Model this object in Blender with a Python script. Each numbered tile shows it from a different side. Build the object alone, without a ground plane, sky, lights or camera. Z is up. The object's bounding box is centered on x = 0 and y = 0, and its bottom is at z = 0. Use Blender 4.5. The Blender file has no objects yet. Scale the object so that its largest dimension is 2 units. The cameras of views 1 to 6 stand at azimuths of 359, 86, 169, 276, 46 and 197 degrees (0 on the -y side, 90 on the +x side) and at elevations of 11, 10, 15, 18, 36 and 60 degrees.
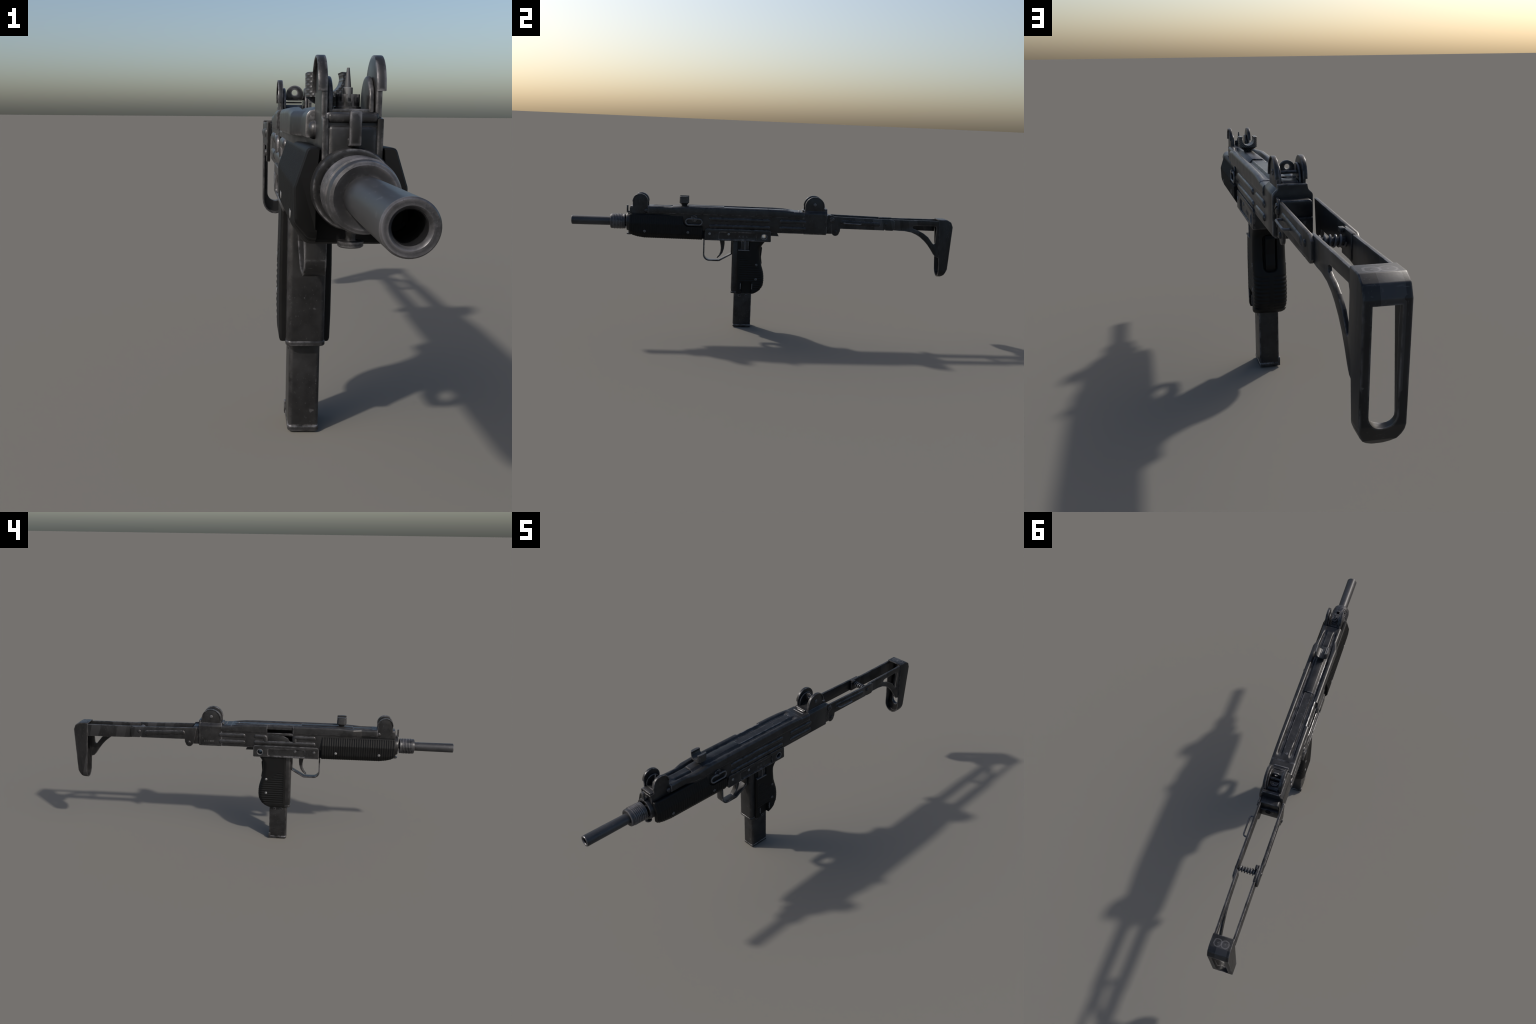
"""Black steel submachine gun, folding stock extended, standing on its magazine.
Frame: muzzle towards -y, butt towards +y, z up, metres (overall length 2.0)."""
import bpy, bmesh, math
from mathutils import Vector
from math import sin, cos, pi, sqrt, radians

# ------------------------------------------------------------------ materials
def nodes_of(name):
    m = bpy.data.materials.new(name)
    m.use_nodes = True
    nt = m.node_tree
    return m, nt, nt.nodes["Principled BSDF"]

def mnode(nt, op, a, b=None, clamp=False):
    n = nt.nodes.new("ShaderNodeMath"); n.operation = op; n.use_clamp = clamp
    for i, v in enumerate((a, b)):
        if v is None: continue
        if isinstance(v, (int, float)): n.inputs[i].default_value = v
        else: nt.links.new(v, n.inputs[i])
    return n.outputs[0]

def noise(nt, vec, scale, detail=4, rough=0.6):
    n = nt.nodes.new("ShaderNodeTexNoise")
    n.inputs["Scale"].default_value = scale
    n.inputs["Detail"].default_value = detail
    n.inputs["Roughness"].default_value = rough
    nt.links.new(vec, n.inputs["Vector"])
    return n.outputs["Fac"]

def ramp(nt, fac, lo, hi, c0=(0, 0, 0, 1), c1=(1, 1, 1, 1)):
    r = nt.nodes.new("ShaderNodeValToRGB")
    r.color_ramp.elements[0].position = lo; r.color_ramp.elements[0].color = c0
    r.color_ramp.elements[1].position = hi; r.color_ramp.elements[1].color = c1
    nt.links.new(fac, r.inputs["Fac"])
    return r.outputs["Color"]

def mixc(nt, fac, a, b):
    n = nt.nodes.new("ShaderNodeMix"); n.data_type = 'RGBA'
    nt.links.new(fac, n.inputs[0]) if not isinstance(fac, float) else setattr(n.inputs[0], "default_value", fac)
    for i, v in ((6, a), (7, b)):
        if isinstance(v, tuple): n.inputs[i].default_value = v
        else: nt.links.new(v, n.inputs[i])
    return n.outputs[2]

def steel(name, base, worn, rough=0.42, metallic=0.35, wear=1.0, edge=0.0055, grain=(1, 1, 1), patches=0.0, discs=()):
    """blued / parkerised steel: mottled finish, rubbed bright along its edges"""
    m, nt, p = nodes_of(name)
    tc = nt.nodes.new("ShaderNodeTexCoord")
    mp = nt.nodes.new("ShaderNodeMapping"); mp.inputs["Scale"].default_value = grain
    nt.links.new(tc.outputs["Object"], mp.inputs["Vector"])
    v = mp.outputs["Vector"]
    big = noise(nt, v, 26, 5, 0.62)
    fine = noise(nt, v, 190, 3, 0.6)
    b = tuple(base) + (1,)
    lo = tuple(c * 0.72 for c in base) + (1,)
    hi = tuple(c * 1.38 for c in base) + (1,)
    body = mixc(nt, ramp(nt, big, 0.33, 0.68), lo, hi)
    speck = ramp(nt, fine, 0.62, 0.74)
    body = mixc(nt, mnode(nt, 'MULTIPLY', mnode(nt, 'MULTIPLY', speck, ramp(nt, noise(nt, v, 15, 3), 0.42, 0.66)), 0.30), body, tuple(worn) + (1,))
    # thin scratches
    ms = nt.nodes.new("ShaderNodeMapping"); ms.inputs["Scale"].default_value = (7, 90, 9)
    ms.inputs["Rotation"].default_value = (0.7, 0.2, 0.3)
    nt.links.new(tc.outputs["Object"], ms.inputs["Vector"])
    scr = ramp(nt, noise(nt, ms.outputs["Vector"], 5, 2, 0.5), 0.70, 0.74)
    body = mixc(nt, mnode(nt, 'MULTIPLY', scr, 0.22 * wear), body, tuple(worn) + (1,))
    if patches:
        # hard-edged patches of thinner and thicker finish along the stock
        sx = nt.nodes.new("ShaderNodeSeparateXYZ"); nt.links.new(tc.outputs["Object"], sx.inputs[0])
        wob = mnode(nt, 'MULTIPLY', noise(nt, v, 30, 2), 0.25)
        t = mnode(nt, 'ADD', mnode(nt, 'MULTIPLY', sx.outputs["Y"], 21.0), mnode(nt, 'MULTIPLY', sx.outputs["Z"], 5.0))
        t = mnode(nt, 'FLOOR', mnode(nt, 'ADD', t, wob))
        t = mnode(nt, 'ADD', t, mnode(nt, 'MULTIPLY', mnode(nt, 'FLOOR', mnode(nt, 'MULTIPLY', sx.outputs["X"], 23.0)), 17.0))
        wn = nt.nodes.new("ShaderNodeTexWhiteNoise"); wn.noise_dimensions = '1D'; nt.links.new(t, wn.inputs["W"])
        k = ramp(nt, wn.outputs["Value"], 0.62, 0.98)
        body = mixc(nt, mnode(nt, 'MULTIPLY', k, patches), body, tuple(c * 3.0 for c in base) + (1,))
        for cx, cy in discs:                      # ring-shaped rub marks on top of the butt
            dx = mnode(nt, 'SUBTRACT', sx.outputs["X"], cx); dy = mnode(nt, 'SUBTRACT', sx.outputs["Y"], cy)
            d = mnode(nt, 'SQRT', mnode(nt, 'ADD', mnode(nt, 'MULTIPLY', dx, dx), mnode(nt, 'MULTIPLY', dy, dy)))
            d = mnode(nt, 'ADD', d, mnode(nt, 'MULTIPLY', mnode(nt, 'SUBTRACT', noise(nt, v, 70, 3), 0.5), 0.008))
            ring = mnode(nt, 'MULTIPLY', mnode(nt, 'GREATER_THAN', d, 0.0125), mnode(nt, 'LESS_THAN', d, 0.0165))
            ring = mnode(nt, 'MAXIMUM', ring, mnode(nt, 'LESS_THAN', d, 0.0022))
            ring = mnode(nt, 'MULTIPLY', ring, mnode(nt, 'GREATER_THAN', sx.outputs["Z"], 0.6050))
            body = mixc(nt, mnode(nt, 'MULTIPLY', ring, 0.32), body, tuple(worn) + (1,))
    # rubbed edges: where a rounded-off normal leaves the true one
    bv = nt.nodes.new("ShaderNodeBevel"); bv.samples = 4; bv.inputs["Radius"].default_value = edge
    ge = nt.nodes.new("ShaderNodeNewGeometry")
    dt = nt.nodes.new("ShaderNodeVectorMath"); dt.operation = 'DOT_PRODUCT'
    nt.links.new(bv.outputs["Normal"], dt.inputs[0]); nt.links.new(ge.outputs["Normal"], dt.inputs[1])
    e = mnode(nt, 'SUBTRACT', 1.0, dt.outputs["Value"])
    e = mnode(nt, 'MULTIPLY', e, 14.0, True)
    e = mnode(nt, 'MULTIPLY', e, ramp(nt, noise(nt, v, 38, 5, 0.7), 0.40, 0.60), True)
    e = mnode(nt, 'MULTIPLY', e, 0.85 * wear, True)
    col = mixc(nt, e, body, tuple(worn) + (1,))
    nt.links.new(col, p.inputs["Base Color"])
    p.inputs["Metallic"].default_value = metallic
    p.inputs["Specular IOR Level"].default_value = 0.36
    r = mnode(nt, 'ADD', mnode(nt, 'MULTIPLY', big, 0.22), rough - 0.11)
    r = mnode(nt, 'SUBTRACT', r, mnode(nt, 'MULTIPLY', e, 0.1), True)
    nt.links.new(r, p.inputs["Roughness"])
    bp = nt.nodes.new("ShaderNodeBump"); bp.inputs["Strength"].default_value = 0.10
    bp.inputs["Distance"].default_value = 0.0008
    nt.links.new(fine, bp.inputs["Height"]); nt.links.new(bp.outputs["Normal"], p.inputs["Normal"])
    return m

def plastic(name, base, rough=0.55):
    m, nt, p = nodes_of(name)
    tc = nt.nodes.new("ShaderNodeTexCoord"); v = tc.outputs["Object"]
    p.inputs["Specular IOR Level"].default_value = 0.2
    big = noise(nt, v, 18, 4); fine = noise(nt, v, 320, 2)
    lo = tuple(c * 0.75 for c in base) + (1,); hi = tuple(c * 1.3 for c in base) + (1,)
    nt.links.new(mixc(nt, ramp(nt, big, 0.3, 0.7), lo, hi), p.inputs["Base Color"])
    nt.links.new(mnode(nt, 'ADD', mnode(nt, 'MULTIPLY', big, 0.15), rough - 0.07), p.inputs["Roughness"])
    bp = nt.nodes.new("ShaderNodeBump"); bp.inputs["Strength"].default_value = 0.12
    bp.inputs["Distance"].default_value = 0.0006
    nt.links.new(fine, bp.inputs["Height"]); nt.links.new(bp.outputs["Normal"], p.inputs["Normal"])
    return m

def knurled(name, base):
    """steel with a diamond knurl cut by two crossed saw waves"""
    m, nt, p = nodes_of(name)
    tc = nt.nodes.new("ShaderNodeTexCoord")
    hs = []
    for s in (1, -1):
        mp = nt.nodes.new("ShaderNodeMapping"); mp.inputs["Rotation"].default_value = (0, radians(45 * s), 0)
        nt.links.new(tc.outputs["Object"], mp.inputs["Vector"])
        w = nt.nodes.new("ShaderNodeTexWave"); w.bands_direction = 'X'
        w.inputs["Scale"].default_value = 62
        nt.links.new(mp.outputs["Vector"], w.inputs["Vector"])
        hs.append(w.outputs["Fac"])
    h = mnode(nt, 'MULTIPLY', hs[0], hs[1])
    nt.links.new(mixc(nt, h, tuple(c * 0.7 for c in base) + (1,), tuple(c * 1.9 for c in base) + (1,)), p.inputs["Base Color"])
    p.inputs["Roughness"].default_value = 0.42; p.inputs["Metallic"].default_value = 0.35
    bp = nt.nodes.new("ShaderNodeBump"); bp.inputs["Strength"].default_value = 0.6
    bp.inputs["Distance"].default_value = 0.001
    nt.links.new(h, bp.inputs["Height"]); nt.links.new(bp.outputs["Normal"], p.inputs["Normal"])
    return m

STEEL = steel("parkerised_steel", (0.0235, 0.0232, 0.0240), (0.275, 0.268, 0.280), rough=0.37)
BARREL = steel("barrel_steel", (0.044, 0.044, 0.047), (0.19, 0.183, 0.195), rough=0.40, wear=1.0, grain=(1, 0.25, 1))
STOCKM = steel("stock_steel", (0.0190, 0.0187, 0.0195), (0.19, 0.183, 0.185), rough=0.42, grain=(1, 1.3, 0.45), patches=0.75, discs=((-0.0275, 0.9500), (0.0010, 0.9500)))
PIN = steel("bare_pin_steel", (0.17, 0.17, 0.172), (0.30, 0.30, 0.30), rough=0.40, wear=0.5)
WIRE = steel("wire_steel", (0.085, 0.085, 0.09), (0.24, 0.24, 0.24), rough=0.4, wear=0.5)
POLY = plastic("black_plastic", (0.0045, 0.0045, 0.0046))
DARK = plastic("near_black_inside", (0.006, 0.006, 0.007), 0.7)  # near-black colour used inside holes, gaps and hollows
KNURL = knurled("knurled_steel", (0.05, 0.05, 0.052))
MARK = plastic("stamped_mark", (0.085, 0.083, 0.083), 0.6)

# ------------------------------------------------------------------ scene tree
GUN = bpy.data.objects.new("submachine_gun", None)
GUN["label"] = "black steel submachine gun with extended folding metal stock"
GUN["category"] = "gun"
GUN.location = (-0.0006, 0, 0)
bpy.context.collection.objects.link(GUN)

def put(name, me, mat, parent=None, sharp=32):
    if mat is not None and not me.materials: me.materials.append(mat)
    for p in me.polygons: p.use_smooth = True
    me.set_sharp_from_angle(angle=radians(sharp))
    ob = bpy.data.objects.new(name, me)
    bpy.context.collection.objects.link(ob)
    ob.parent = parent or GUN
    return ob

def clone(ob, name, loc=None):
    o = ob.copy(); o.name = name
    if loc is not None: o.location = loc
    bpy.context.collection.objects.link(o)
    return o

def from_bm(bm, name):
    bmesh.ops.recalc_face_normals(bm, faces=bm.faces[:])
    me = bpy.data.meshes.new(name); bm.to_mesh(me); bm.free()
    return me

def join_meshes(name, meshes):
    bm = bmesh.new()
    for me in meshes:
        bm.from_mesh(me); bpy.data.meshes.remove(me)
    me = bpy.data.meshes.new(name); bm.to_mesh(me); bm.free()
    return me

# ------------------------------------------------------------------ outlines
def arc(cx, cy, r, a0, a1, n=10, ry=None):
    ry = r if ry is None else ry
    return [(cx + r * cos(radians(a0 + (a1 - a0) * i / n)), cy + ry * sin(radians(a0 + (a1 - a0) * i / n))) for i in range(n + 1)]

def rounded(pts, rad, n=5):
    """polygon with each corner rounded by rad (number or one per corner)"""
    out = []; k = len(pts)
    for i, p in enumerate(pts):
        r = rad[i] if isinstance(rad, (list, tuple)) else rad
        if r <= 1e-6: out.append(p); continue
        P = Vector(p); A = (Vector(pts[i - 1]) - P); B = (Vector(pts[(i + 1) % k]) - P)
        la, lb = A.length, B.length; A.normalize(); B.normalize()
        h = A.angle(B) / 2
        t = min(r / math.tan(h), la * 0.49, lb * 0.49); r2 = t * math.tan(h)
        C = P + (A + B).normalized() * (r2 / sin(h))
        s = (P + A * t) - C; e = (P + B * t) - C
        a0 = math.atan2(s.y, s.x); a1 = math.atan2(e.y, e.x)
        d = (a1 - a0 + pi) % (2 * pi) - pi
        out += [(C.x + r2 * cos(a0 + d * j / n), C.y + r2 * sin(a0 + d * j / n)) for j in range(n + 1)]
    return out

def circle(cy, cz, r, n=28):
    return arc(cy, cz, r, 0, 360, n)[:-1]

def stadium(y0, y1, zc, r, n=10):
    return arc(y1 - r, zc, r, -90, 90, n) + arc(y0 + r, zc, r, 90, 270, n)

# ------------------------------------------------------------------ solids
AX = {'x': lambda a, b, c: (c, a, b),     # outline in (y, z), pushed along x
      'y': lambda a, b, c: (a, -c, b),    # outline in (x, z), pushed along y
      'z': lambda a, b, c: (a, b, c)}     # outline in (x, y), pushed along z

def plate_mesh(outline, lo, hi, holes=(), bevel=0.0012, seg=2, axis='x'):
    cu = bpy.data.curves.new("tmp", 'CURVE'); cu.dimensions = '2D'; cu.fill_mode = 'BOTH'
    for poly in [outline] + list(holes):
        s = cu.splines.new('POLY'); s.points.add(len(poly) - 1); s.use_cyclic_u = True
        for q, p in zip(s.points, poly): q.co = (p[0], p[1], 0, 1)
    b = min(bevel, (hi - lo) * 0.45)
    cu.extrude = (hi - lo) / 2 - b; cu.bevel_depth = b; cu.bevel_resolution = seg - 1; cu.offset = -b
    ob = bpy.data.objects.new("tmp", cu); bpy.context.collection.objects.link(ob)
    me = bpy.data.meshes.new_from_object(ob.evaluated_get(bpy.context.evaluated_depsgraph_get()))
    bpy.data.objects.remove(ob); bpy.data.curves.remove(cu)
    mid = (lo + hi) / 2; f = AX[axis]
    for v in me.vertices:
        a, bb, c = v.co
        v.co = f(a, bb, c - mid) if axis == 'y' else f(a, bb, c + mid)
    bm = bmesh.new(); bm.from_mesh(me); bpy.data.meshes.remove(me)
    bmesh.ops.remove_doubles(bm, verts=bm.verts[:], dist=1e-6)
    return from_bm(bm, "plate")

def plate(name, outline, lo, hi, mat=STEEL, parent=None, **k):
    return put(name, plate_mesh(outline, lo, hi, **k), mat, parent)

def box_mesh(x0, x1, y0, y1, z0, z1, bevel=0.002, seg=2):
    bm = bmesh.new(); bmesh.ops.create_cube(bm, size=1)
    for v in bm.verts:
        v.co = ((x0 + x1) / 2 + v.co.x * (x1 - x0), (y0 + y1) / 2 + v.co.y * (y1 - y0), (z0 + z1) / 2 + v.co.z * (z1 - z0))
    if bevel: bmesh.ops.bevel(bm, geom=bm.edges[:], offset=bevel, segments=seg, profile=0.5, affect='EDGES')
    return from_bm(bm, "box")

def box(name, x0, x1, y0, y1, z0, z1, mat=STEEL, parent=None, **k):
    return put(name, box_mesh(x0, x1, y0, y1, z0, z1, **k), mat, parent)

def loft_mesh(rings, cap=True):
    bm = bmesh.new(); R = [[bm.verts.new(p) for p in r] for r in rings]; n = len(R[0])
    for a, b in zip(R, R[1:]):
        for i in range(n):
            j = (i + 1) % n
            try: bm.faces.new((a[i], a[j], b[j], b[i]))
            except ValueError: pass
    if cap:
        bm.faces.new(R[0]); bm.faces.new(R[-1])
    return from_bm(bm, "loft")

def lathe_mesh(profile, centre, axis='y', n=48, closed=False):
    """profile: (t along axis, radius)"""
    rings = []
    for t, r in profile:
        ring = []
        for i in range(n):
            a = 2 * pi * i / n; u, v = r * cos(a), r * sin(a)
            o = {'y': (u, t, v), 'x': (t, u, v), 'z': (u, v, t)}[axis]
            ring.append(tuple(o[k] + centre[k] for k in range(3)))
        rings.append(ring)
    if closed:
        rings.append(rings[0])
    me = loft_mesh(rings, cap=not closed)
    if closed:
        bm = bmesh.new(); bm.from_mesh(me); bmesh.ops.remove_doubles(bm, verts=bm.verts[:], dist=1e-7)
        bpy.data.meshes.remove(me); me = from_bm(bm, "lathe")
    return me

def lathe(name, profile, centre, axis='y', mat=STEEL, parent=None, n=48, closed=False):
    return put(name, lathe_mesh(profile, centre, axis, n, closed), mat, parent)

def tube_mesh(pts, r, n=10, cyclic=False):
    """round wire swept along a polyline (parallel transport)"""
    P = [Vector(p) for p in pts]; k = len(P); rings = []; up = None
    for i in range(k):
        a = P[i - 1] if (i or cyclic) else P[i]; b = P[(i + 1) % k] if (i < k - 1 or cyclic) else P[i]
        t = (b - a).normalized()
        if up is None:
            up = t.orthogonal().normalized()
        up = (up - t * up.dot(t)).normalized(); s = t.cross(up)
        rings.append([tuple(P[i] + up * (r * cos(2 * pi * j / n)) + s * (r * sin(2 * pi * j / n))) for j in range(n)])
    if cyclic: rings.append(rings[0])
    me = loft_mesh(rings, cap=not cyclic)
    if cyclic:
        bm = bmesh.new(); bm.from_mesh(me); bmesh.ops.remove_doubles(bm, verts=bm.verts[:], dist=1e-7)
        bpy.data.meshes.remove(me); me = from_bm(bm, "tube")
    return me

def tube(name, pts, r, mat=WIRE, parent=None, **k):
    return put(name, tube_mesh(pts, r, **k), mat, parent)

def bend(pts, rad, n=5):
    """open 3D polyline with rounded inner corners"""
    out = [Vector(pts[0])]
    for i in range(1, len(pts) - 1):
        P = Vector(pts[i]); A = Vector(pts[i - 1]) - P; B = Vector(pts[i + 1]) - P
        t = min(rad, A.length * .49, B.length * .49); s = P + A.normalized() * t; e = P + B.normalized() * t
        for j in range(n + 1):
            u = j / n; out.append(s * (1 - u) ** 2 + P * 2 * u * (1 - u) + e * u * u)
    out.append(Vector(pts[-1])); return out

def rib_mesh(pts, r, h, side, x):
    """pressed rib: half-round bead along (y, z) points, standing h proud of the wall at x"""
    path = bend([(0, p[0], p[1]) for p in pts], 0.008) if len(pts) > 2 else [Vector((0, p[0], p[1])) for p in pts]
    P = [path[0]]
    for q in path[1:]:
        if (q - P[-1]).length > 1e-5: P.append(q)
    rings = []; m = 8
    def ring(c, t, s):
        nrm = Vector((0, -t.z, t.y)); out = []
        for j in range(m + 1):
            a = pi * j / m
            out.append((x + side * (-0.0004 + h * sin(a) * s), *(c + nrm * (r * cos(a) * s))[1:]))
        return out
    t0 = (P[1] - P[0]).normalized(); t1 = (P[-1] - P[-2]).normalized()
    for k in range(5, 0, -1):
        a = k / 5 * pi / 2; rings.append(ring(P[0] + t0 * (r - r * sin(a)), t0, max(cos(a), 0.02)))
    for i, p in enumerate(P):
        t = (P[min(i + 1, len(P) - 1)] - P[max(i - 1, 0)]).normalized()
        c = p + (t0 * r if i == 0 else Vector()) - (t1 * r if i == len(P) - 1 else Vector())
        rings.append(ring(c, t, 1))
    for k in range(1, 6):
        a = k / 5 * pi / 2; rings.append(ring(P[-1] - t1 * (r - r * sin(a)), t1, max(cos(a), 0.02)))
    return loft_mesh(rings, cap=False)

def rib(name, pts, r, h, side, x, mat=STEEL, parent=None):
    return put(name, rib_mesh(pts, r, h, side, x), mat, parent, sharp=60)

def cut(ob, cutter_mesh, op='DIFFERENCE', sharp=32):
    c = bpy.data.objects.new("tmp_cut", cutter_mesh); bpy.context.collection.objects.link(c)
    md = ob.modifiers.new("b", 'BOOLEAN'); md.operation = op; md.object = c; md.solver = 'EXACT'
    me = bpy.data.meshes.new_from_object(ob.evaluated_get(bpy.context.evaluated_depsgraph_get()))
    ob.modifiers.clear(); old = ob.data; ob.data = me
    bpy.data.meshes.remove(old); bpy.data.objects.remove(c); bpy.data.meshes.remove(cutter_mesh)
    for p in me.polygons: p.use_smooth = True
    me.set_sharp_from_angle(angle=radians(sharp))

def lerp_table(t, tab):
    """piecewise linear table [(t, value)]"""
    if t <= tab[0][0]: return tab[0][1]
    for (a, va), (b, vb) in zip(tab, tab[1:]):
        if t <= b: return va + (vb - va) * (t - a) / (b - a)
    return tab[-1][1]

def smooth(a, b, t):
    u = min(max((t - a) / (b - a), 0), 1); return u * u * (3 - 2 * u)

def pin_head(name, x, y, z, r, h, side, mat=PIN, slot=None, parent=None):
    """domed pin or screw head on a side wall; slot = angle of the driver slot"""
    prof = [(-0.001, r), (h * 0.35, r), (h * 0.75, r * 0.86), (h, r * 0.5), (h * 1.02, 0.0002)]
    me = lathe_mesh([(side * t, q) for t, q in prof], (x, y, z), 'x', 20)
    ob = put(name, me, mat, parent, sharp=50)
    if slot is not None:
        c = box_mesh(-h * 0.9, h * 0.9, -r * 1.2, r * 1.2, -r * 0.16, r * 0.16, bevel=0)
        for v in c.vertices:
            yy, zz = v.co.y, v.co.z; a = radians(slot)
            v.co = (x + side * h + v.co.x, y + yy * cos(a) - zz * sin(a), z + yy * sin(a) + zz * cos(a))
        cut(ob, c)
    return ob

# ================================================================== BARREL
BZ = 0.5445                                    # bore axis height
lathe("barrel", [(-0.925, 0.0138), (-0.9965, 0.0142), (-0.9990, 0.0158), (-1.0, 0.0170), (-1.0, 0.0218), (-0.9975, 0.0234),
                 (-0.90, 0.0229), (-0.800, 0.0222), (-0.78, 0.0222), (-0.78, 0.0150), (-0.735, 0.0135), (-0.60, 0.0135), (-0.60, 0.002)],
      (0, 0, BZ), mat=BARREL, n=56)
lathe("bore", [(-0.9950, 0.0146), (-0.9950, 0.0135), (-0.93, 0.0132), (-0.93, 0.0003), (-0.925, 0.0003), (-0.925, 0.0146)], (0, 0, BZ), mat=DARK, n=40, closed=True)
nut = [(-0.7985, 0.0220), (-0.8015, 0.0330), (-0.8000, 0.0365), (-0.7960, 0.0378), (-0.7870, 0.0380), (-0.7862, 0.0366)]
y = -0.7862
for i in range(6):                             # turned grip ridges
    nut += [(y + 0.0012, 0.0364), (y + 0.0026, 0.0396), (y + 0.0056, 0.0398), (y + 0.0070, 0.0366)]; y += 0.0078
nut += [(y + 0.001, 0.0378), (-0.7275, 0.0382), (-0.7260, 0.0365), (-0.7260, 0.0315), (-0.7330, 0.0300), (-0.7335, 0.0220)]
lathe("barrel_nut", nut, (0, 0, BZ), mat=BARREL, n=56, closed=True)
lathe("barrel_collar", [(-0.7175, 0.0365), (-0.7185, 0.0395), (-0.7175, 0.0450), (-0.7130, 0.0468), (-0.6980, 0.0468), (-0.6980, 0.0400), (-0.7100, 0.0395)],
      (0, 0, BZ), mat=STEEL, n=48, closed=True)
me = []
for i in range(8):                             # ratchet lugs inside the collar
    a = 2 * pi * (i + 0.5) / 8
    b = box_mesh(0.030, 0.0405, -0.7120, -0.6990, -0.0045, 0.0045, bevel=0.001)
    for v in b.vertices:
        u, w = v.co.x, v.co.z
        v.co.x = u * cos(a) - w * sin(a); v.co.z = BZ + u * sin(a) + w * cos(a)
    me.append(b)
put("ratchet_lug", join_meshes("ratchet_lugs", me), STEEL)
lathe("collar_floor", [(-0.7005, 0.0150), (-0.7005, 0.0405), (-0.694, 0.0405), (-0.694, 0.0150)], (0, 0, BZ), mat=DARK, n=32, closed=True)

# ================================================================== RECEIVER
HW = 0.0515
def receiver_sections():
    W = [(-0.700, 0.0335), (-0.535, 0.0355), (-0.486, 0.0515), (0.322, 0.0515)]
    ys = [-0.700, -0.62, -0.56, -0.535, -0.51, -0.486, -0.33, -0.11, 0.06, 0.1985]
    rings = []
    for y in ys:
        w = lerp_table(y, W); zb, zt = 0.5152, 0.612
        half = [(w - 0.006, zb), (w - 0.0018, zb + 0.0018), (w, zb + 0.006)]
        L, R = [(-w, 0.5600), (-w, zt)], [(w, zt), (w, 0.5600)]
        ring = [(-a, z) for a, z in half] + L + R + [(a, z) for a, z in reversed(half)]
        rings.append([(x, y, z) for x, z in ring])
    return rings
receiver = put("receiver", loft_mesh(receiver_sections()), STEEL)
cut(receiver, box_mesh(-0.0380, 0.0450, -0.2800, 0.1500, 0.5240, 0.6300, bevel=0))      # bolt way
cut(receiver, box_mesh(-0.0700, -0.0370, -0.1738, -0.0412, 0.5486, 0.6300, bevel=0))    # ejection port

# rear end of the receiver: shoulders and necked sight base
sec = rounded([(-HW, 0.5165), (HW, 0.5165), (HW, 0.6225), (0.0395, 0.6345), (0.0375, 0.6480), (-0.0375, 0.6480), (-0.0395, 0.6345), (-HW, 0.6225)],
              [0.005, 0.005, 0.011, 0.010, 0.003, 0.003, 0.010, 0.011])
sec2 = rounded([(-HW, 0.5165), (HW, 0.5165), (HW, 0.6225), (0.0395, 0.6345), (0.0378, 0.6362), (-0.0378, 0.6362), (-0.0395, 0.6345), (-HW, 0.6225)],
               [0.005, 0.005, 0.011, 0.004, 0.001, 0.001, 0.004, 0.011])
plate("receiver_end", sec2, 0.199, 0.314, axis='y', bevel=0.0015)
plate("receiver_end_flange", sec, 0.309, 0.3215, axis='y', bevel=0.0025, seg=3)
plate("receiver_end_cap", rounded([(-0.0435, 0.5190), (0.0405, 0.5190), (0.0405, 0.6135), (-0.0435, 0.6135)], [0.004, 0.004, 0.010, 0.010]),
      0.316, 0.352, axis='y', bevel=0.004, seg=3)
box("cap_step", -0.0425, 0.0395, 0.33, 0.3615, 0.5200, 0.5720, bevel=0.004)
lathe("cap_hole", [(0.3600, 0.0118), (0.3635, 0.0118), (0.3635, 0.0092), (0.3618, 0.0085), (0.3617, 0.0003)], (0, 0, 0.560), mat=DARK, n=24)
plate("receiver_underside_step", [(0.202, 0.5130), (0.3195, 0.5130), (0.3195, 0.5175), (0.202, 0.5175)], -0.045, 0.045, bevel=0.001)

# pressed side ribs
for s in (1, -1):
    for z in (0.5775, 0.5415):
        rib("side_rib", [(0.0725, z), (0.2135, z)], 0.0105, 0.0062, s, s * HW)
for z in (0.5770, 0.5415):
    rib("side_rib", [(-0.2940, z), (0.0245, z)], 0.0100, 0.0062, 1, HW)
rib("side_rib", [(0.0275, 0.5770), (-0.0330, 0.5770), (-0.0330, 0.5450)], 0.0095, 0.0062, -1, -HW)
rib("side_rib", [(-0.2935, 0.5780), (-0.1840, 0.5780), (-0.1840, 0.5450)], 0.0095, 0.0062, -1, -HW)
rib("side_rib", [(-0.2945, 0.5455), (0.0275, 0.5445)], 0.0098, 0.0062, -1, -HW)

# bolt behind the ejection port
plate("bolt", rounded([(-0.1730, 0.5490), (-0.0420, 0.5490), (-0.0420, 0.5860), (-0.1180, 0.5860), (-0.1520, 0.5700), (-0.1570, 0.5560), (-0.1730, 0.5500)], [0, 0, 0, 0.02, 0.012, 0.004, 0]),
      -0.0462, -0.0390, bevel=0.003, mat=STEEL)
box("bolt_rail", -0.0500, -0.0415, -0.1735, -0.0410, 0.5850, 0.5975, bevel=0.0022)

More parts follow.
